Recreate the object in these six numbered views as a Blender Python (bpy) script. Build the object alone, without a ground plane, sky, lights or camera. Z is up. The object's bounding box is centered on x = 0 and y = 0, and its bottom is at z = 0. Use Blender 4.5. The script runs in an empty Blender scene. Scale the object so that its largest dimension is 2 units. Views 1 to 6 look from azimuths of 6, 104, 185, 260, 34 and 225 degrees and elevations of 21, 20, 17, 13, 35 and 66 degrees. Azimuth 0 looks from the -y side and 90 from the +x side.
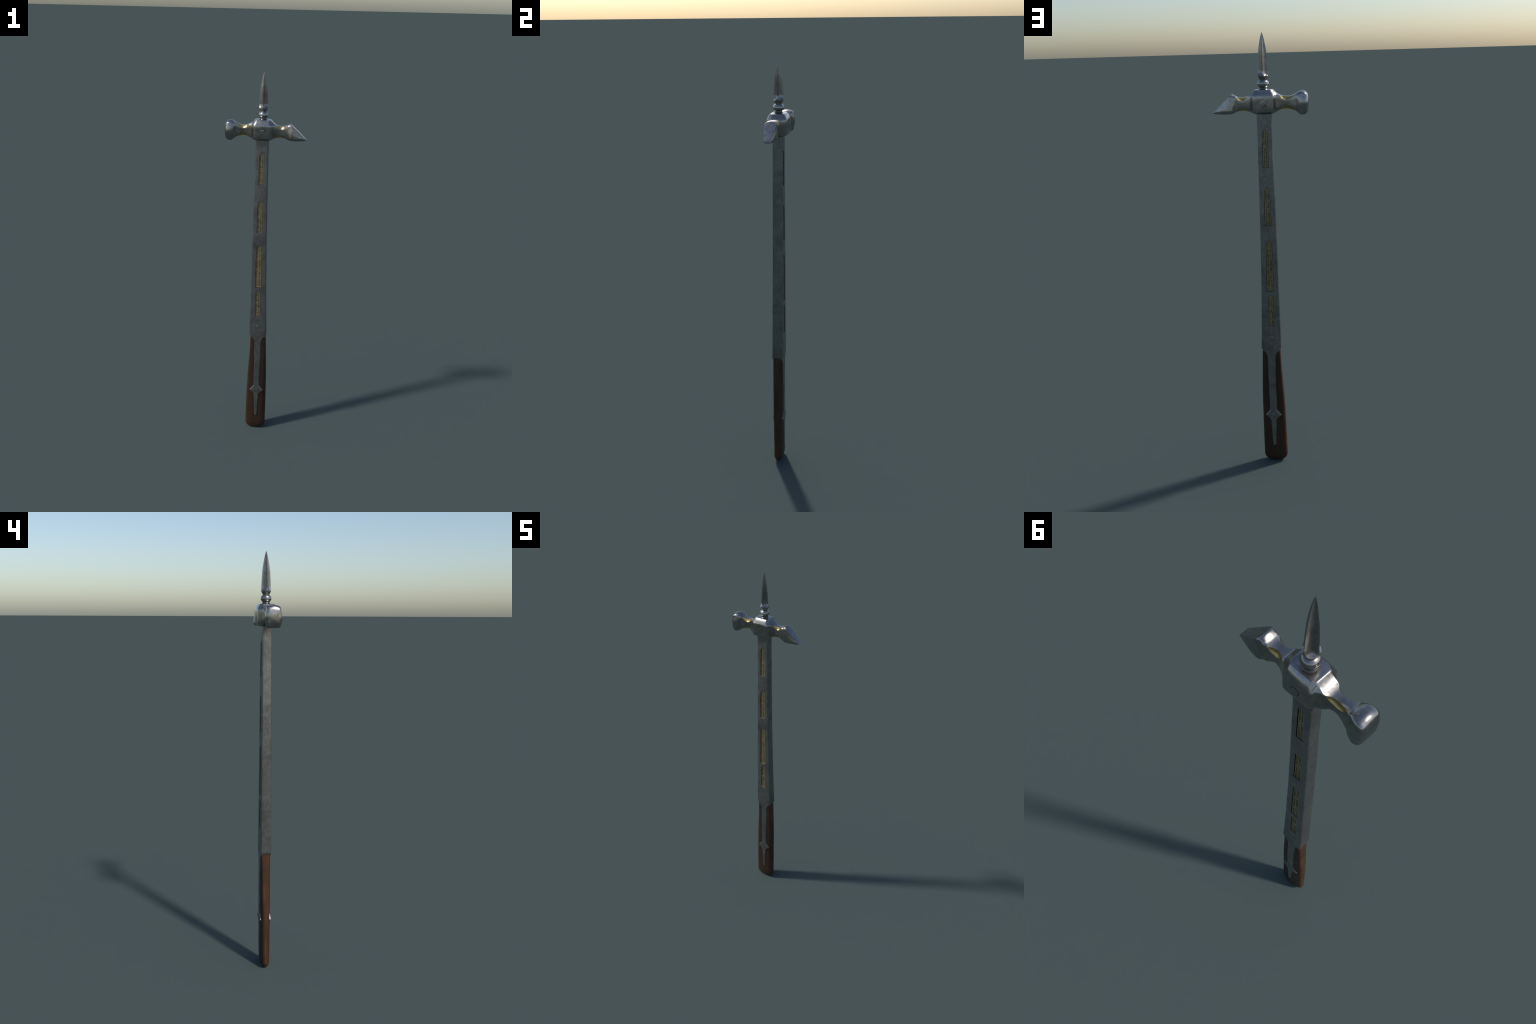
"""War hammer: steel head (square poll, faceted socket, wedge beak, top spike), tapered steel
shaft sleeve with gilded lancet panels, two langets riveted over a dark wooden grip."""
import bpy, bmesh, math
import numpy as np
from mathutils import Vector, noise

AXIS = -0.0140          # x of the shaft axis
HEAD_Z = 1.7173         # height of the rivet through the socket


# ------------------------------------------------------------------ helpers
def pchip(xs, ys, q):
    """Shape-preserving cubic interpolation."""
    xs, ys, q = np.asarray(xs, float), np.asarray(ys, float), np.asarray(q, float)
    h = np.diff(xs)
    d = np.diff(ys) / h
    m = np.zeros_like(ys)
    for i in range(1, len(xs) - 1):
        if d[i - 1] * d[i] > 0:
            w1, w2 = 2 * h[i] + h[i - 1], h[i] + 2 * h[i - 1]
            m[i] = (w1 + w2) / (w1 / d[i - 1] + w2 / d[i])
    m[0], m[-1] = d[0], d[-1]
    k = np.clip(np.searchsorted(xs, q) - 1, 0, len(h) - 1)
    t = (q - xs[k]) / h[k]
    return ((2 * t**3 - 3 * t**2 + 1) * ys[k] + (t**3 - 2 * t**2 + t) * h[k] * m[k]
            + (-2 * t**3 + 3 * t**2) * ys[k + 1] + (t**3 - t**2) * h[k] * m[k + 1])


def link(ob, parent=None):
    bpy.context.scene.collection.objects.link(ob)
    if parent is not None:
        ob.parent = parent
    return ob


def mesh_object(name, verts, faces, mat, parent, angle=35):
    me = bpy.data.meshes.new(name)
    me.from_pydata([tuple(v) for v in verts], [], faces)
    bm = bmesh.new()
    bm.from_mesh(me)
    bmesh.ops.recalc_face_normals(bm, faces=bm.faces)
    bm.to_mesh(me)
    bm.free()
    me.shade_smooth()
    me.set_sharp_from_angle(angle=math.radians(angle))
    me.materials.append(mat)
    return link(bpy.data.objects.new(name, me), parent)


def ring_faces(rows, n, cap0=True, cap1=True):
    faces = []
    for i in range(rows - 1):
        for j in range(n):
            a, b = i * n + j, i * n + (j + 1) % n
            faces.append((a, b, b + n, a + n))
    if cap0:
        faces.append(tuple(range(n))[::-1])
    if cap1:
        faces.append(tuple(range((rows - 1) * n, rows * n)))
    return faces


def wobble(p, amp, scale, seed):
    v = noise.noise_vector(Vector(p) * scale + Vector((seed, seed * 1.7, -seed)))
    return Vector(p) + v * amp


def lathe(profile, n, centre, axis='z', sign=1):
    """Profile of (radius, height) turned about z, or about y for rivets."""
    vs = []
    for r, h in profile:
        for j in range(n):
            a = 2 * math.pi * j / n
            c, s = r * math.cos(a), r * math.sin(a)
            if axis == 'z':
                vs.append(Vector((centre[0] + c, centre[1] + s, centre[2] + h)))
            else:
                vs.append(Vector((centre[0] + c, centre[1] + sign * h, centre[2] + s)))
    return vs, ring_faces(len(profile), n)


# ------------------------------------------------------------------ materials
class Nodes:
    def __init__(self, name):
        self.mat = bpy.data.materials.new(name)
        self.mat.use_nodes = True
        self.t = self.mat.node_tree
        self.t.nodes.clear()
        self.out = self.add('ShaderNodeOutputMaterial')
        self.bsdf = self.add('ShaderNodeBsdfPrincipled')
        self.wire(self.bsdf.outputs[0], self.out.inputs[0])
        self.coord = self.add('ShaderNodeTexCoord').outputs['Object']

    def add(self, kind, **props):
        n = self.t.nodes.new(kind)
        for k, v in props.items():
            setattr(n, k, v)
        return n

    def wire(self, a, b):
        self.t.links.new(a, b)

    def noise(self, scale, detail=4, rough=0.55, stretch=(1, 1, 1)):
        mp = self.add('ShaderNodeMapping')
        mp.inputs['Scale'].default_value = stretch
        self.wire(self.coord, mp.inputs['Vector'])
        n = self.add('ShaderNodeTexNoise')
        n.inputs['Scale'].default_value = scale
        n.inputs['Detail'].default_value = detail
        n.inputs['Roughness'].default_value = rough
        self.wire(mp.outputs[0], n.inputs['Vector'])
        return n.outputs['Fac']

    def ramp(self, fac, stops):
        r = self.add('ShaderNodeValToRGB')
        e = r.color_ramp.elements
        while len(e) < len(stops):
            e.new(0.5)
        for el, (pos, col) in zip(e, stops):
            el.position = pos
            el.color = (*col, 1) if not isinstance(col, (int, float)) else (col, col, col, 1)
        self.wire(fac, r.inputs[0])
        return r.outputs[0]

    def mix(self, fac, a, b, blend='MIX'):
        m = self.add('ShaderNodeMix', data_type='RGBA', blend_type=blend)
        for sock, val in ((m.inputs[0], fac), (m.inputs[6], a), (m.inputs[7], b)):
            if hasattr(val, 'is_linked'):
                self.wire(val, sock)
            elif isinstance(val, (int, float)):
                sock.default_value = val
            else:
                sock.default_value = (*val, 1)
        return m.outputs[2]

    def bump(self, height, strength, dist):
        b = self.add('ShaderNodeBump')
        b.inputs['Strength'].default_value = strength
        b.inputs['Distance'].default_value = dist
        self.wire(height, b.inputs['Height'])
        self.wire(b.outputs[0], self.bsdf.inputs['Normal'])

    def set(self, **kw):
        for k, v in kw.items():
            s = self.bsdf.inputs[k.replace('_', ' ')]
            if hasattr(v, 'is_linked'):
                self.wire(v, s)
            elif isinstance(v, (int, float)):
                s.default_value = v
            else:
                s.default_value = (*v, 1)


def steel(name, dark, light, r0, r1, bump=0.12, wear_and_crevice_shade=True, shade_below=None, metal=0.92):
    m = Nodes(name)
    big = m.noise(14, 5, 0.6)
    fine = m.noise(90, 6, 0.65, (1, 1, 0.6))
    col = m.ramp(fine, [(0.3, dark), (0.7, light)])
    stain = m.ramp(big, [(0.44, (1, 1, 1)), (0.74, (0.66, 0.63, 0.60))])
    col = m.mix(1.0, col, stain, 'MULTIPLY')
    if wear_and_crevice_shade:
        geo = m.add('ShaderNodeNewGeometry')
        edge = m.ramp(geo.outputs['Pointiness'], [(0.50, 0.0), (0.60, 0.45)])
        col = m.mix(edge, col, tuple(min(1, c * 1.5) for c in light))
        crevice_shade = m.ramp(geo.outputs['Pointiness'], [(0.38, 0.5), (0.48, 0.0)])  # concave creases darkened in the colour, standing for occlusion
        col = m.mix(crevice_shade, col, tuple(c * 0.35 for c in dark))
    if shade_below is not None:  # shade at the foot of the neck painted into the colour
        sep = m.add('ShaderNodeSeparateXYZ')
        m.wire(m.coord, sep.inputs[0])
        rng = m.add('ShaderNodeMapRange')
        rng.inputs['From Min'].default_value, rng.inputs['From Max'].default_value = shade_below
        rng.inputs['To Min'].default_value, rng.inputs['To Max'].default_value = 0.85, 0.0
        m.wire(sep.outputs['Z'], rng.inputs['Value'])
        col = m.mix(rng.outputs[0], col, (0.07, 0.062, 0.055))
    m.set(Base_Color=col, Metallic=metal, Roughness=m.ramp(m.noise(40, 6, 0.6), [(0.3, r0), (0.7, r1)]))
    m.bump(fine, bump, 0.0015)
    return m.mat


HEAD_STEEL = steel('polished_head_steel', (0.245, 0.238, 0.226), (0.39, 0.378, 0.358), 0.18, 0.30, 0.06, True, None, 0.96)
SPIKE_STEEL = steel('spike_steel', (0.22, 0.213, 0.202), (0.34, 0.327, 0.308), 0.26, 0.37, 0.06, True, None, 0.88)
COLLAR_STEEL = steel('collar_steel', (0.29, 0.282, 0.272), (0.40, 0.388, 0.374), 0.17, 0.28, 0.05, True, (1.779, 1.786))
SHAFT_STEEL = steel('worn_shaft_steel', (0.205, 0.203, 0.196), (0.315, 0.310, 0.298), 0.30, 0.42, 0.12, False, None, 0.88)


def gold_material():
    m = Nodes('gilding')
    col = m.ramp(m.noise(60, 4), [(0.3, (0.42, 0.30, 0.115)), (0.7, (0.56, 0.41, 0.17))])
    m.set(Base_Color=col, Metallic=1.0, Roughness=m.ramp(m.noise(50, 4), [(0.3, 0.27), (0.7, 0.36)]))
    m.bump(m.noise(60, 5, 0.6, (0.15, 4, 4)), 0.10, 0.001)
    return m.mat


def tracery_material():
    m = Nodes('aged_gilding')
    col = m.ramp(m.noise(120, 5), [(0.3, (0.32, 0.25, 0.13)), (0.7, (0.46, 0.36, 0.20))])
    m.set(Base_Color=col, Metallic=0.6, Roughness=0.42)
    return m.mat


def patina_shade_material():
    m = Nodes('black_patina_shade')
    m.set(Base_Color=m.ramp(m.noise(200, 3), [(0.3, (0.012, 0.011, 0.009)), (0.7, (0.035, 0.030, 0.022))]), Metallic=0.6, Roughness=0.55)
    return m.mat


def filigree_material():
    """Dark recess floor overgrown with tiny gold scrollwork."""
    m = Nodes('gold_filigree_ground')
    warp = m.add('ShaderNodeTexVoronoi', feature='DISTANCE_TO_EDGE')
    warp.inputs['Scale'].default_value = 300
    m.wire(m.coord, warp.inputs['Vector'])
    lines = m.ramp(warp.outputs['Distance'], [(0.08, 1.0), (0.18, 0.0)])
    patch = m.ramp(m.noise(70, 3), [(0.35, 0.25), (0.65, 0.95)])
    fac = m.mix(1.0, lines, patch, 'MULTIPLY')
    col = m.mix(fac, (0.045, 0.038, 0.026), (0.42, 0.325, 0.165))
    m.set(Base_Color=col, Metallic=0.55, Roughness=0.48)
    m.bump(lines, 0.4, 0.0006)
    return m.mat


def wood_material():
    m = Nodes('dark_oiled_wood')
    grain = m.noise(150, 8, 0.65, (1, 1, 0.045))
    blotch = m.noise(16, 5, 0.6, (1, 1, 0.4))
    col = m.ramp(grain, [(0.28, (0.028, 0.012, 0.006)), (0.52, (0.074, 0.032, 0.013)), (0.78, (0.138, 0.061, 0.026))])
    col = m.mix(m.ramp(blotch, [(0.38, 0.0), (0.66, 0.75)]), col, (0.026, 0.013, 0.008))
    geo = m.add('ShaderNodeNewGeometry')
    edge = m.ramp(geo.outputs['Pointiness'], [(0.50, 0.0), (0.56, 0.7)])
    # broad faces are mixed darker by their normal; the narrow sides stay lighter
    sep = m.add('ShaderNodeSeparateXYZ')
    m.wire(geo.outputs['Normal'], sep.inputs[0])
    side = m.add('ShaderNodeMath', operation='ABSOLUTE')
    m.wire(sep.outputs['Y'], side.inputs[0])
    face = m.ramp(side.outputs[0], [(0.55, 0.0), (0.94, 0.60)])
    col = m.mix(face, col, (0.0175, 0.0110, 0.0075))
    m.set(Base_Color=col, Roughness=m.ramp(blotch, [(0.3, 0.42), (0.7, 0.58)]))
    m.bsdf.inputs['Specular IOR Level'].default_value = 0.35
    m.bump(grain, 0.25, 0.001)
    return m.mat


GOLD, TRACERY, FILIGREE, WOOD = gold_material(), tracery_material(), filigree_material(), wood_material()
PATINA_SHADE = patina_shade_material()  # dark ground of rosettes, also painted shade for recess walls and rivet grooves

# ------------------------------------------------------------------ the thing
hammer = link(bpy.data.objects.new('war_hammer', None))
hammer['label'] = 'steel war hammer with gilded shaft panels and dark wooden grip'
hammer['category'] = 'war hammer'

# ------------------------------------------------------------------ head: one loft along x
# x, flat half-width, edge half-width, belly half-width, top z, bottom z, top corner drop, bottom corner rise,
# corner sag (+ hollow, - full)
STATIONS = [
    (-0.2014, .007, .0105, .0115, 1.7290, 1.7055, .0050, .0050, -.10),
    (-0.2004, .012, .0185, .0205, 1.7400, 1.6945, .0085, .0085, -.18),
    (-0.1976, .017, .0265, .0300, 1.7510, 1.6835, .0125, .0120, -.20),
    (-0.1925, .0195, .0305, .0348, 1.7592, 1.6755, .0150, .0130, -.21),
    (-0.1850, .0205, .0325, .0370, 1.7640, 1.6705, .0160, .0135, -.21),
    (-0.1780, .0210, .0325, .0373, 1.7655, 1.6695, .0155, .0130, -.21),
    (-0.1700, .0210, .0315, .0362, 1.7652, 1.6700, .0140, .0125, -.19),
    (-0.1620, .0208, .0290, .0330, 1.7630, 1.6742, .0110, .0100, -.15),
    (-0.1540, .0200, .0245, .0275, 1.7585, 1.6810, .0060, .0060, -.10),
    (-0.1465, .0192, .0202, .0225, 1.7535, 1.6865, .0015, .0015, .00),
    (-0.1300, .0124, .0178, .0186, 1.7480, 1.6918, .0116, .0105, .07),
    (-0.1120, .0094, .0166, .0169, 1.7457, 1.6948, .0152, .0132, .08),
    (-0.0940, .0118, .0182, .0188, 1.7470, 1.6940, .0112, .0100, .07),
    (-0.0785, .0222, .0232, .0248, 1.7520, 1.6895, .0015, .0015, .00),
    (-0.0720, .0220, .0250, .0268, 1.7555, 1.6860, .0035, .0030, .00),
    (-0.0660, .0217, .0292, .0312, 1.7600, 1.6825, .0080, .0050, .00),
    (-0.0605, .0215, .0350, .0380, 1.7650, 1.6795, .0125, .0070, .00),
    (-0.0575, .0213, .0412, .0425, 1.7690, 1.6775, .0205, .0085, .00),
    (-0.0545, .0222, .0436, .0446, 1.7722, 1.6765, .0245, .0095, -.05),
    (-0.0440, .0300, .0446, .0456, 1.7730, 1.6755, .0246, .0100, -.06),
    (-0.0137, .0305, .0449, .0460, 1.7732, 1.6750, .0225, .0100, -.06),
    (0.0165, .0300, .0446, .0456, 1.7730, 1.6755, .0246, .0100, -.06),
    (0.0255, .0222, .0436, .0446, 1.7722, 1.6765, .0245, .0095, -.05),
    (0.0285, .0207, .0412, .0425, 1.7690, 1.6778, .0205, .0085, .00),
    (0.0330, .0201, .0345, .0375, 1.7640, 1.6795, .0125, .0070, .00),
    (0.0390, .0198, .0290, .0308, 1.7575, 1.6825, .0080, .0050, .00),
    (0.0445, .0200, .0245, .0262, 1.7518, 1.6855, .0035, .0030, .00),
    (0.0495, .0208, .0220, .0236, 1.7482, 1.6872, .0015, .0015, .00),
    (0.0620, .0122, .0186, .0192, 1.7450, 1.6885, .0112, .0100, .07),
    (0.0755, .0093, .0169, .0172, 1.7437, 1.6890, .0147, .0127, .08),
    (0.0890, .0126, .0187, .0193, 1.7445, 1.6882, .0112, .0100, .07),
    (0.1010, .0192, .0208, .0224, 1.7470, 1.6855, .0015, .0015, .00),
    (0.1090, .0180, .0225, .0250, 1.7510, 1.6815, .0060, .0040, .00),
    (0.1150, .0168, .0235, .0280, 1.7547, 1.6782, .0095, .0070, -.08),
    (0.1195, .0160, .0236, .0302, 1.7568, 1.6772, .0110, .0090, -.12),
    (0.1225, .0176, .0244, .0312, 1.7556, 1.6766, .0095, .0100, -.14),
    (0.1275, .0224, .0250, .0316, 1.7510, 1.6760, .0050, .0105, -.15),
    (0.1350, .0238, .0248, .0312, 1.7441, 1.6755, .0020, .0110, -.16),
    (0.1500, .0222, .0231, .0288, 1.7303, 1.6751, .0018, .0120, -.18),
    (0.1700, .0189, .0197, .0238, 1.7119, 1.6755, .0016, .0100, -.18),
    (0.1880, .0152, .0160, .0181, 1.6954, 1.6768, .0015, .0065, -.18),
    (0.1960, .0139, .0147, .0152, 1.6880, 1.6778, .0014, .0040, -.18),
    (0.1993, .0133, .0141, .0145, 1.6848, 1.6787, .0014, .0024, -.15),
    (0.2008, .0125, .0131, .0132, 1.6828, 1.6806, .0008, .0009, -.10),
]
NF, NC, NS = 5, 6, 12     # segments: half flat, corner, side


CROWN = ([-.21, -.185, -.165, -.12, -.075, -.055, .03, .045, .10, .12, .135, .21],
         [.0008, .0042, .0034, .0010, .0006, .0003, .0003, .0006, .0012, .0022, .0004, .0])   # doming of the top faces


def head_section(x, f, ye, ym, zt, zb, ct, cb, sag):
    """Right half of the section, from the top centre line to the bottom centre line."""
    crown = float(pchip(*CROWN, [x])[0])
    edge = zt - 0.65 * crown
    p = [(f * k / NF, edge + crown * (1 - (k / NF) ** 2)) for k in range(NF)]

    def corner(a, b):
        dy, dz = b[0] - a[0], b[1] - a[1]
        ln = math.hypot(dy, dz) + 1e-9
        ny, nz = -dz / ln, dy / ln           # outward or inward normal fixed below
        if ny < 0:
            ny, nz = -ny, -nz
        return [(a[0] + dy * t - ny * 4 * t * (1 - t) * sag * ln,
                 a[1] + dz * t - nz * 4 * t * (1 - t) * sag * ln) for t in (k / NC for k in range(NC))]
    fb = f if x < 0.115 else max(f * 0.75, ym * 0.62)
    yb = ye if x < 0.115 else ym * 0.97
    if -0.062 < x < 0.032:
        fb, yb = 0.70 * ye, ye
    p += corner((f, edge), (ye, zt - ct - 0.3 * crown))
    z0, z1 = zt - ct - 0.3 * crown, zb + cb
    bulge = ym - max(ye, yb)
    for k in range(NS):
        t = k / NS
        p.append((ye + (yb - ye) * t + max(bulge, 0) * (math.sin(math.pi * t) if x < -0.158 else math.sin(math.pi * t ** 1.5) if x > 0.108 else 1 - abs(2 * t - 1) ** 4), z0 + (z1 - z0) * t))
    p += corner((yb, z1), (fb, zb))
    p += [(fb * (1 - k / NF), zb) for k in range(NF + 1)]
    return p


def build_head():
    S = np.array(STATIONS)
    xs = []
    for a, b in zip(S[:-1, 0], S[1:, 0]):
        n = max(2, int(round((b - a) / 0.0021)))
        xs += [a + (b - a) * i / n for i in range(n)]
    xs.append(S[-1, 0])
    cols = [pchip(S[:, 0], S[:, c], xs) for c in range(1, 9)]
    verts, n = [], None
    for i, x in enumerate(xs):
        half = head_section(x, *(c[i] for c in cols))
        ring = half + [(-y, z) for y, z in half[-2:0:-1]]
        n = len(ring)
        for y, z in ring:
            verts.append(wobble((x, y, z), 0.00035, 38, 3.0))
    faces = ring_faces(len(xs), n)
    # region of every face: four scalloped corners per arm are gilded
    h = NF + 2 * NC + NS + NF
    def is_corner(j):
        j = j if j < h else 2 * h - 1 - j
        return NF <= j < NF + NC or NF + NC + NS <= j < NF + 2 * NC + NS
    regions = []
    for fi in range(len(faces)):
        if fi >= (len(xs) - 1) * n:
            regions.append('hammer_poll' if fi == (len(xs) - 1) * n else 'beak')
            continue
        i, j = divmod(fi, n)
        x = 0.5 * (xs[i] + xs[i + 1])
        quarter = (0 if j < h else 2) + (0 if (j if j < h else 2 * h - 1 - j) < NF + NC else 1)
        if is_corner(j) and -0.1465 < x < -0.0785:
            regions.append('gold_poll_%d' % quarter)
        elif is_corner(j) and 0.0495 < x < 0.1010:
            regions.append('gold_beak_%d' % quarter)
        else:
            regions.append('hammer_poll' if x < -0.0785 else ('beak' if x > 0.0495 else 'socket'))
    me = bpy.data.meshes.new('head')
    me.from_pydata([tuple(v) for v in verts], [], faces)
    bm = bmesh.new()
    bm.from_mesh(me)
    # keep face order, only fix orientation
    if sum(f.normal.dot(f.calc_center_median() - Vector((AXIS, 0, HEAD_Z))) for f in bm.faces if abs(f.calc_center_median().x - AXIS) < .04) < 0:
        bmesh.ops.reverse_faces(bm, faces=bm.faces)
    for e in bm.edges:
        fa = {regions[f.index].startswith('gold') for f in e.link_faces}
        e.smooth = len(fa) == 1
    bm.to_mesh(me)
    bm.free()
    me.polygons.foreach_set('use_smooth', [True] * len(me.polygons))
    sharp = np.zeros(len(me.edges), bool)
    me.edges.foreach_get('use_edge_sharp', sharp)
    me.set_sharp_from_angle(angle=math.radians(34))
    s2 = np.zeros(len(me.edges), bool)
    me.edges.foreach_get('use_edge_sharp', s2)
    me.edges.foreach_set('use_edge_sharp', sharp | s2)
    me.update()
    normals = [tuple(c.vector) for c in me.corner_normals]
    made = {}
    for region in ['socket', 'hammer_poll', 'beak'] + sorted({r for r in regions if r.startswith('gold')}):
        used, vs, fs, ns = {}, [], [], []
        for p in me.polygons:
            if regions[p.index] != region:
                continue
            face = []
            for li in p.loop_indices:
                vi = me.loops[li].vertex_index
                if vi not in used:
                    used[vi] = len(vs)
                    vs.append(tuple(me.vertices[vi].co))
                face.append(used[vi])
                ns.append(normals[li])
            fs.append(face)
        gold = region.startswith('gold')
        name = 'gold_inlay' if gold else region
        sub = bpy.data.meshes.new(name)
        sub.from_pydata(vs, [], fs)
        sub.polygons.foreach_set('use_smooth', [True] * len(fs))
        sub.normals_split_custom_set(ns)
        sub.materials.append(GOLD if gold else HEAD_STEEL)
        parent = hammer
        if gold:
            parent = made['hammer_poll' if 'poll' in region else 'beak']
        made[region] = link(bpy.data.objects.new(name, sub), parent)
    bpy.data.meshes.remove(me)
    return made


head = build_head()


def rivet(name, centre, r, sign, parent, mat, proud):
    prof = [(r * 1.11, -0.004), (r * 1.09, 0.00045), (r * 1.0, 0.0004), (r * 0.93, proud * 0.55), (r * 0.82, proud * 0.95),
            (r * 0.74, proud * 1.0), (r * 0.5, proud * 1.0), (0.0004, proud * 1.05)]
    v, f = lathe(prof, 40, centre, 'y', sign)
    ob = mesh_object(name, v, f, mat, parent, 50)
    ob.data.materials.append(PATINA_SHADE)          # dark ring painted as the shade of the groove round the head
    for k in range(80):
        ob.data.polygons[k].material_index = 1
    return ob


for sgn in (-1, 1):
    rivet('rivet', (-0.0137, sgn * 0.0460, HEAD_Z), 0.0125, sgn, head['socket'], HEAD_STEEL, 0.0009)

# ------------------------------------------------------------------ collar ring and top spike
ring_prof = [(0.0215, 1.7705), (0.0205, 1.7735), (0.0178, 1.7752), (0.0164, 1.7780), (0.0161, 1.7808),
             (0.0172, 1.7822), (0.0205, 1.7857), (0.0230, 1.7900), (0.0242, 1.7938), (0.0246, 1.7952), (0.0245, 1.7966),
             (0.0240, 1.7985), (0.0236, 1.8015), (0.0222, 1.8050), (0.0195, 1.8085), (0.0165, 1.8106), (0.0150, 1.8116),
             (0.0138, 1.8120)]
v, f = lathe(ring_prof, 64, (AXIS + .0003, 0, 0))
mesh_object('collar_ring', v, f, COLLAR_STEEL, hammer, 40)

SPIKE_R = [(1.8105, .0146), (1.8135, .0147), (1.8160, .0158), (1.8195, .0183), (1.8235, .0203), (1.8280, .0215), (1.8340, .0219),
           (1.8526, .0215), (1.8779, .0204), (1.9029, .0187), (1.9279, .0163), (1.9480, .0130), (1.9704, .0089),
           (1.9838, .0056), (1.9950, .0022), (1.9998, .0003)]


def build_spike():
    zk, rk = zip(*SPIKE_R)
    zs = list(np.linspace(1.8105, 1.856, 52)) + list(np.linspace(1.858, 1.9998, 60))
    rs = pchip(zk, rk, zs)
    n, verts = 96, []
    for z, R in zip(zs, rs):
        # hollow-ground faces run out at the bottom in a round scoop
        if z >= 1.850:
            ramp = 0.0
        else:
            u = (1.850 - z) / 0.0225
            ramp = 0.60 * (1 - math.sqrt(1 - u * u)) if u < 1 else 9.0
        for j in range(n):
            a = 2 * math.pi * j / n
            phi = ((a % (math.pi / 2)) - math.pi / 4)
            c, s = math.cos(phi), math.sin(phi)
            d0 = 0.44 + ramp
            kq = 0.534 * s * s
            disc = c * c - 4 * kq * d0
            if kq < 1e-6:
                rho = d0 / c
            elif disc <= 0:
                rho = 9.0
            else:
                rho = (c - math.sqrt(disc)) / (2 * kq)
            r = R * min(rho, 1.0)
            verts.append(Vector((AXIS + .0004 + r * math.cos(a), r * math.sin(a), z)))
    return mesh_object('top_spike', verts, ring_faces(len(zs), n), SPIKE_STEEL, hammer, 32)


build_spike()

# ------------------------------------------------------------------ shaft sleeve
SHAFT_Z = [0.602, 0.66, 0.745, 0.96, 1.17, 1.35, 1.45, 1.66, 1.69]
SHAFT_L = [-.0575, -.0570, -.0556, -.0535, -.0515, -.0488, -.0467, -.0449, -.0447]
SHAFT_R = [.0310, .0288, .0258, .0210, .0175, .0163, .0157, .0154, .0153]


def shaft_y(z):
    return 0.0209 + (1.68 - z) / 1.08 * 0.0035


def build_shaft():
    zs = [0.602, 0.6030, 0.6062, 0.6085] + list(np.linspace(0.612, 1.69, 110))
    L, R = pchip(SHAFT_Z, SHAFT_L, zs), pchip(SHAFT_Z, SHAFT_R, zs)
    verts, n = [], None
    for i, z in enumerate(zs):
        cx, hx, hy = (L[i] + R[i]) / 2, (R[i] - L[i]) / 2 + 0.0012, shaft_y(z)
        shrink = (0.0022, 0.0018, 0.0005, 0.0)[i] if i < 4 else 0.0
        hx -= shrink
        rad = 0.0040 + 0.0014 * min(1, max(0, (z - 0.60) / 0.7))
        ring = []
        for sx, sy, a0 in ((1, 1, 0), (-1, 1, 90), (-1, -1, 180), (1, -1, 270)):
            for k in range(6):
                a = math.radians(a0 + 90 * k / 5)
                ring.append((cx + sx * (hx - rad) + rad * math.cos(a), sy * (hy - rad) + rad * math.sin(a)))
        n = len(ring)
        for x, y in ring:
            w = noise.noise(Vector((x * 20, y * 20, z * 26)))
            wx = 0.0005 * noise.noise(Vector((x * 9, 4.0, z * 11)))
            verts.append(Vector((x + wx + (0.0004 * w if abs(y) < hy - rad * .7 else 0), y, z)))
    ob = mesh_object('shaft', verts, ring_faces(len(zs), n), SHAFT_STEEL, hammer, 30)
    return ob


shaft = build_shaft()

# apex z, shoulder z, bottom z, top half-width, bottom half-width, top centre x, bottom centre x, rosettes
PANELS = [(1.6115, 1.5975, 1.4495, .0104, .0126, -.0146, -.0153, (1.5262,)),
          (1.3633, 1.3462, 1.1930, .0122, .0144, -.0164, -.0172, (1.2762,)),
          (1.1256, 1.1105, 0.8870, .0134, .0163, -.0176, -.0172, (1.0400, 0.9488)),
          (0.8716, 0.8578, 0.7192, .0116, .0137, -.0173, -.0169, (0.7920,))]


def lancet(p, inset):
    """Pointed-arch outline, anticlockwise from the lower left."""
    za, zs, zb, ht, hb, ct, cb, _ = p
    ht, hb = ht - inset, hb - inset
    za, zb = za - inset * 1.45, zb + inset
    zs = zs - inset * 0.35
    pts = [(cb - hb, zb), (cb + hb, zb), (ct + ht, zs)]
    for t in (0.25, 0.5, 0.75):
        pts.append((ct + ht * (1 - t ** 1.5), zs + (za - zs) * t))
    pts.append((ct, za))
    pts += [(2 * ct - x, z) for x, z in pts[5:2:-1]]
    pts.append((ct - ht, zs))
    return pts


def prism(sections):
    """Closed solid through outlines given as (outline, function z -> y)."""
    n = len(sections[0][0])
    vs = [Vector((x, yf(z), z)) for pts, yf in sections for x, z in pts]
    return vs, ring_faces(len(sections), n)


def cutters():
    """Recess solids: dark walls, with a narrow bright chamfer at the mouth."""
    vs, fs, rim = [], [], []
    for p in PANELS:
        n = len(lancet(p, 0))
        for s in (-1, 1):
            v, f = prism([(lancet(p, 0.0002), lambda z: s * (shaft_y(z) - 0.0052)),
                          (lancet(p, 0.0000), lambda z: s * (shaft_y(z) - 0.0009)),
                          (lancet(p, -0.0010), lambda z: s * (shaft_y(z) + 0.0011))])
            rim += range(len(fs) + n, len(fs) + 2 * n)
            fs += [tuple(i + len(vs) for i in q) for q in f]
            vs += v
    ob = mesh_object('cutter', vs, fs, PATINA_SHADE, None)  # walls coloured dark to stand for shade inside the recess
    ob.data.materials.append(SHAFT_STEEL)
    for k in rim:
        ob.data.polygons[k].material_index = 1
    return ob


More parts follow.
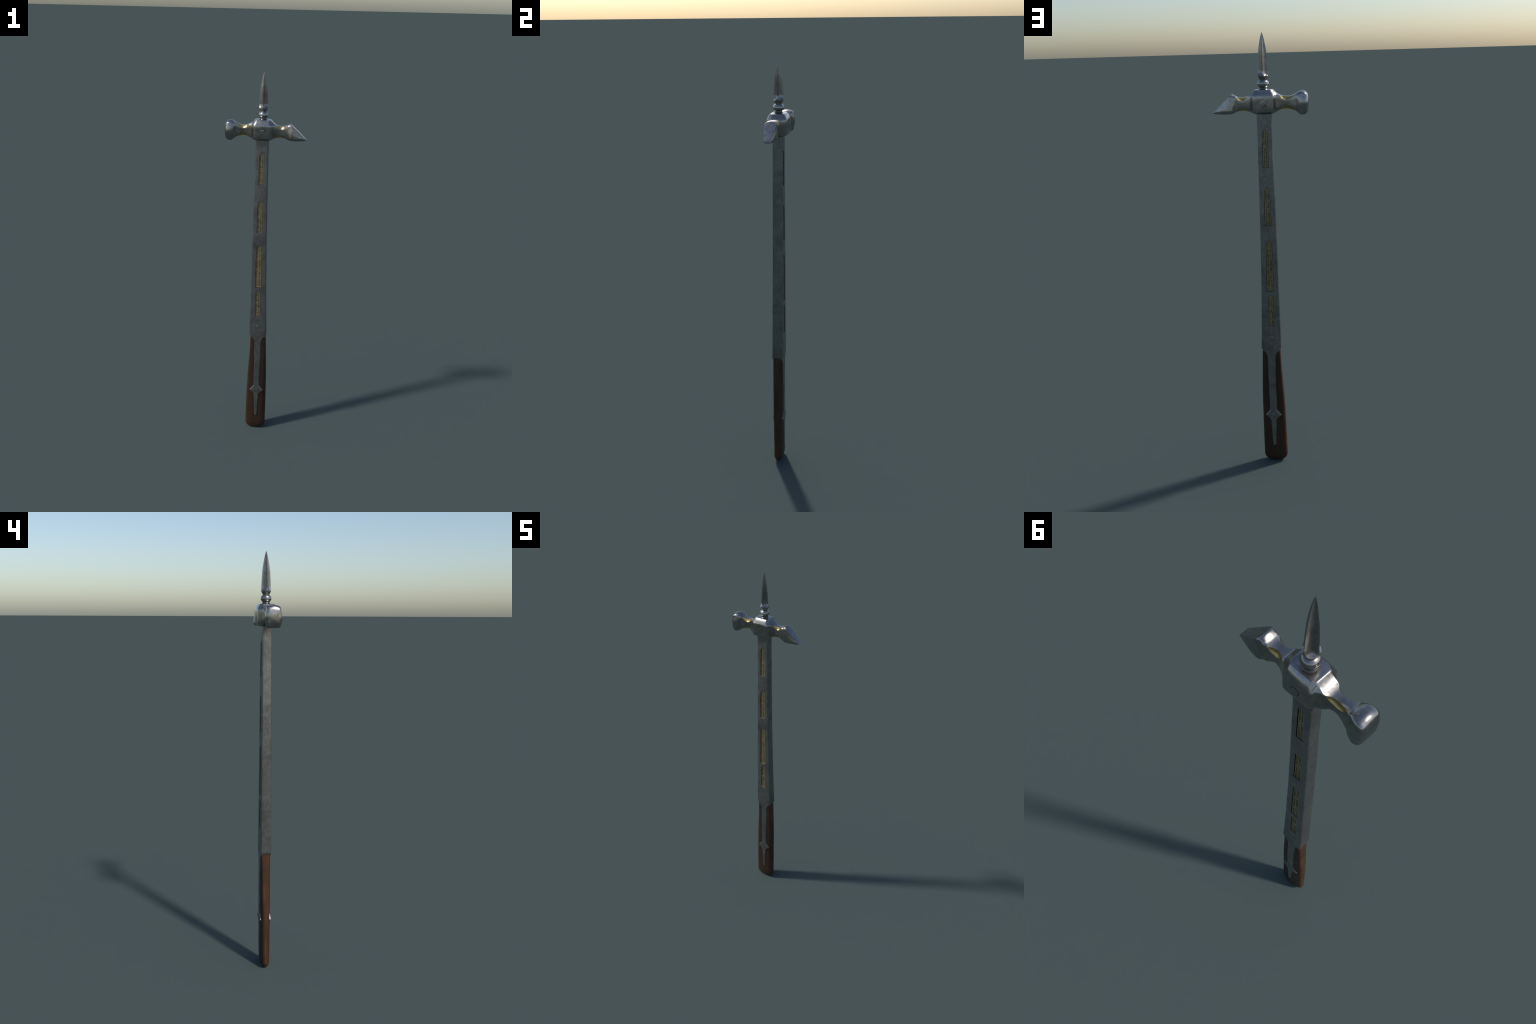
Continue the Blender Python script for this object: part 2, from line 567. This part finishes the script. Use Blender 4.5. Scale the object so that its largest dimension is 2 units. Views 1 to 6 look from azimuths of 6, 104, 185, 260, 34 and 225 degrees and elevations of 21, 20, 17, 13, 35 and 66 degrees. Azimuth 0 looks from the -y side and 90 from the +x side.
cut = cutters()
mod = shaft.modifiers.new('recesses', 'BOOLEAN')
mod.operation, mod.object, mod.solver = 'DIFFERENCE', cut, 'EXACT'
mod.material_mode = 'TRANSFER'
dg = bpy.context.evaluated_depsgraph_get()
done = bpy.data.meshes.new_from_object(shaft.evaluated_get(dg))
shaft.modifiers.clear()
shaft.data = done
shaft.data.shade_smooth()
shaft.data.set_sharp_from_angle(angle=math.radians(30))
bpy.data.objects.remove(cut)


def bar(x0, z0, x1, z1, w, y0, y1):
    """Little raised strip from one point to another on the panel face."""
    d = Vector((x1 - x0, z1 - z0)).normalized()
    nx, nz = -d.y * w / 2, d.x * w / 2
    o = [(x0 + nx, z0 + nz), (x0 - nx, z0 - nz), (x1 - nx, z1 - nz), (x1 + nx, z1 + nz)]
    i = [((x - (x0 + x1) / 2) * .999 + (x0 + x1) / 2, z) for x, z in o]
    return prism([(o, y0), (i, y1)])


def build_panel(p, s):
    deep = lambda z: s * (shaft_y(z) - 0.0060)
    floor = lambda z: s * (shaft_y(z) - 0.0038)
    top = lambda z: s * (shaft_y(z) - 0.0027)
    v, f = prism([(lancet(p, 0.0012), deep), (lancet(p, 0.0014), floor)])
    plate = mesh_object('inlay_panel', v, f, FILIGREE, shaft, 20)
    # frame
    vs, fs, dark_faces = [], [], []

    def put(v, f):
        fs.extend(tuple(i + len(vs) for i in q) for q in f)
        vs.extend(v)
    o, i = lancet(p, 0.0016), lancet(p, 0.0038)
    n = len(o)
    v = [Vector((x, yf(z), z)) for pts, yf in ((o, floor), (o, top), (i, top), (i, floor)) for x, z in pts]
    put(v, [(a * n + j, a * n + (j + 1) % n, ((a + 1) % 4) * n + (j + 1) % n, ((a + 1) % 4) * n + j)
            for a in range(4) for j in range(n)])
    # mullion broken by rosettes
    za, zs, zb, ht, hb, ct, cb, ros = p
    cx = lambda z: cb + (ct - cb) * (z - zb) / (zs - zb)
    rr = 0.0074
    stops = [zb + 0.0035]
    for r in sorted(ros):
        stops += [r - rr, r + rr]
    stops.append(za - 0.005)
    for a, b in zip(stops[::2], stops[1::2]):
        put(*bar(cx(a), a, cx(b), b, 0.0026, floor, top))
    for r in ros:
        c = (cx(r), r)
        k = 28
        v = []
        for rad, yf in ((rr + .0006, floor), (rr, top), (rr - .0019, top), (rr - .0023, floor)):
            for j in range(k):
                a = 2 * math.pi * j / k
                v.append(Vector((c[0] + rad * math.cos(a), yf(r), c[1] + rad * math.sin(a))))
        put(v, [(q * k + j, q * k + (j + 1) % k, ((q + 1) % 4) * k + (j + 1) % k, ((q + 1) % 4) * k + j)
                for q in range(4) for j in range(k)])
        disc = [(c[0] + (rr - .002) * math.cos(a), c[1] + (rr - .002) * math.sin(a)) for a in (2 * math.pi * j / 24 for j in range(24))]
        first = len(fs)
        put(*prism([(disc, floor), (disc, lambda z: floor(z) + s * 0.0003)]))
        dark_faces += range(first, len(fs))
        # four petals between the dark saltire
        for q in range(4):
            a = q * math.pi / 2
            pet = [(0.0008, 0), (rr - .0024, -0.0015), (rr - .0017, 0), (rr - .0024, 0.0015)]
            pts = [(c[0] + u * math.cos(a) - w * math.sin(a), c[1] + u * math.sin(a) + w * math.cos(a)) for u, w in pet]
            put(*prism([(pts, floor), (pts, top)]))
    t = mesh_object('gold_tracery', vs, fs, TRACERY, plate, 30)
    t.data.materials.append(PATINA_SHADE)
    for k in dark_faces:
        t.data.polygons[k].material_index = 1
    t['kind'] = 'stuff'


for s in (-1, 1):
    for p in PANELS:
        build_panel(p, s)

# ------------------------------------------------------------------ wooden grip
GRIP_Z = [0.00, 0.05, 0.15, 0.345, 0.50, 0.60, 0.64]
GRIP_L = [-.0756, -.0753, -.0730, -.0670, -.0573, -.0538, -.0528]
GRIP_R = [.0376, .0378, .0380, .0372, .0322, .0287, .0275]
GRIP_Y = [.0227, .0231, .0234, .0232, .0228, .0224, .0220]
GRIP_N = [2.6, 2.6, 2.8, 3.8, 5.5, 8.0, 9.0]


def build_grip():
    zs = [0.0, 0.0008, 0.002, 0.004, 0.007, 0.011, 0.014, 0.018, 0.022, 0.026, 0.030, 0.034] + list(np.linspace(0.040, 0.64, 90))
    L, R = pchip(GRIP_Z, GRIP_L, zs), pchip(GRIP_Z, GRIP_R, zs)
    Y, N = pchip(GRIP_Z, GRIP_Y, zs), pchip(GRIP_Z, GRIP_N, zs)
    n, verts = 72, []
    for i, z in enumerate(zs):
        u = max(0.0, 1 - z / 0.034)
        rnd = 1 - math.sqrt(max(0, 1 - u ** 1.6))
        cx, hx, hy = (L[i] + R[i]) / 2, (R[i] - L[i]) / 2 - 0.030 * rnd, Y[i] - 0.0145 * rnd
        for j in range(n):
            a = 2 * math.pi * j / n
            c, s = math.cos(a), math.sin(a)
            e = 2 / N[i]
            # even spacing round a superellipse
            k = (abs(c) ** N[i] + abs(s) ** N[i]) ** (-1 / N[i])
            p = Vector((cx + hx * c * k, hy * s * k, z))
            verts.append(Vector((*wobble(p, 0.0005, 26, 9.0)[:2], z)) if z > 0.036 else p)
    ob = mesh_object('wooden_grip', verts, ring_faces(len(zs), n), WOOD, hammer, 40)
    return ob


build_grip()

# ------------------------------------------------------------------ langets
# right-hand outline (x, z, bevel of the edge that starts there), then mirrored pieces listed on
LANGET = [(-.0560, .6020, .0006), (-.0549, .5975, .0010), (-.0528, .5940, .0014), (-.0425, .5862, .0016), (-.0352, .5755, .0016),
          (-.0320, .5660, .0018), (-.0308, .5560, .0042), (-.0290, .4300, .0042), (-.0306, .2855, .0054), (-.0525, .2580, .0012),
          (-.0425, .2500, .0012), (-.0340, .2405, .0012), (-.0272, .2290, .0034), (-.0218, .0980, .0030), (-.0196, .0925, .0016),
          (-.0146, .0893, .0016), (-.0098, .0925, .0030), (-.0072, .0980, .0034), (-.0023, .2290, .0012), (.0045, .2405, .0012),
          (.0130, .2500, .0012), (.0235, .2580, .0054), (.0017, .2855, .0042), (.0043, .4300, .0042), (.0050, .5560, .0018),
          (.0060, .5660, .0016), (.0088, .5755, .0016), (.0160, .5870, .0016), (.0265, .5945, .0012), (.0286, .5978, .0006),
          (.0296, .6020, .0001)]


def inset_outline(pts, d):
    n, out = len(pts), []
    area = sum(pts[i][0] * pts[(i + 1) % n][1] - pts[(i + 1) % n][0] * pts[i][1] for i in range(n))
    s = 1 if area > 0 else -1
    for i in range(n):
        p0, p1, p2 = Vector(pts[i - 1]), Vector(pts[i]), Vector(pts[(i + 1) % n])
        e0, e1 = (p1 - p0).normalized(), (p2 - p1).normalized()
        n0, n1 = Vector((-e0.y, e0.x)) * s, Vector((-e1.y, e1.x)) * s
        a, b = p0 + n0 * d[i - 1], p1 + n1 * d[i]
        den = e0.x * e1.y - e0.y * e1.x
        if abs(den) < 0.12:
            q = p1 + (n0 * d[i - 1] + n1 * d[i]) / 2
        else:
            t = ((b - a).x * e1.y - (b - a).y * e1.x) / den
            q = a + e0 * t
        out.append((q.x, q.y))
    return out


def langet_y(z):
    return float(pchip([0.05, 0.10, 0.30, 0.45, 0.55, 0.602, 0.62], [.0270, .0272, .0272, .0265, .0249, shaft_y(.602), .0244], [z])[0])


def build_langet(s):
    # resample the long edges so the strap can follow the grip
    pts, bev = [], []
    for i in range(len(LANGET)):
        x0, z0, b = LANGET[i]
        x1, z1, b1 = LANGET[(i + 1) % len(LANGET)]
        k = max(1, int(math.hypot(x1 - x0, z1 - z0) / 0.02)) if i < len(LANGET) - 1 else 1
        for q in range(k):
            pts.append((x0 + (x1 - x0) * q / k, z0 + (z1 - z0) * q / k))
            bev.append(b)
    inner = inset_outline(pts, bev)
    inner[0] = (inner[0][0] + .001, pts[0][1])
    inner[-1] = (inner[-1][0] - .001, pts[-1][1])
    n = len(pts)
    vs, fs = prism([(pts, lambda z: s * 0.0155), (pts, lambda z: s * (langet_y(z) - 0.0022)), (inner, lambda z: s * langet_y(z))])
    ob = mesh_object('langet', vs, fs, SHAFT_STEEL, hammer, 10)
    bm = bmesh.new()
    bm.from_mesh(ob.data)
    bmesh.ops.triangulate(bm, faces=[f for f in bm.faces if len(f.verts) > 4])
    for f in bm.faces:
        f.smooth = False
    bm.to_mesh(ob.data)
    bm.free()
    rivet('rivet', (-0.0146, s * (langet_y(.2578) - .0003), 0.2578), 0.0082, s, ob, SHAFT_STEEL, 0.0012)
    rivet('rivet', (-0.0160, s * (shaft_y(.6545) - .0003), 0.6545), 0.0116, s, ob, SHAFT_STEEL, 0.0014)
    return ob


for s in (-1, 1):
    build_langet(s)
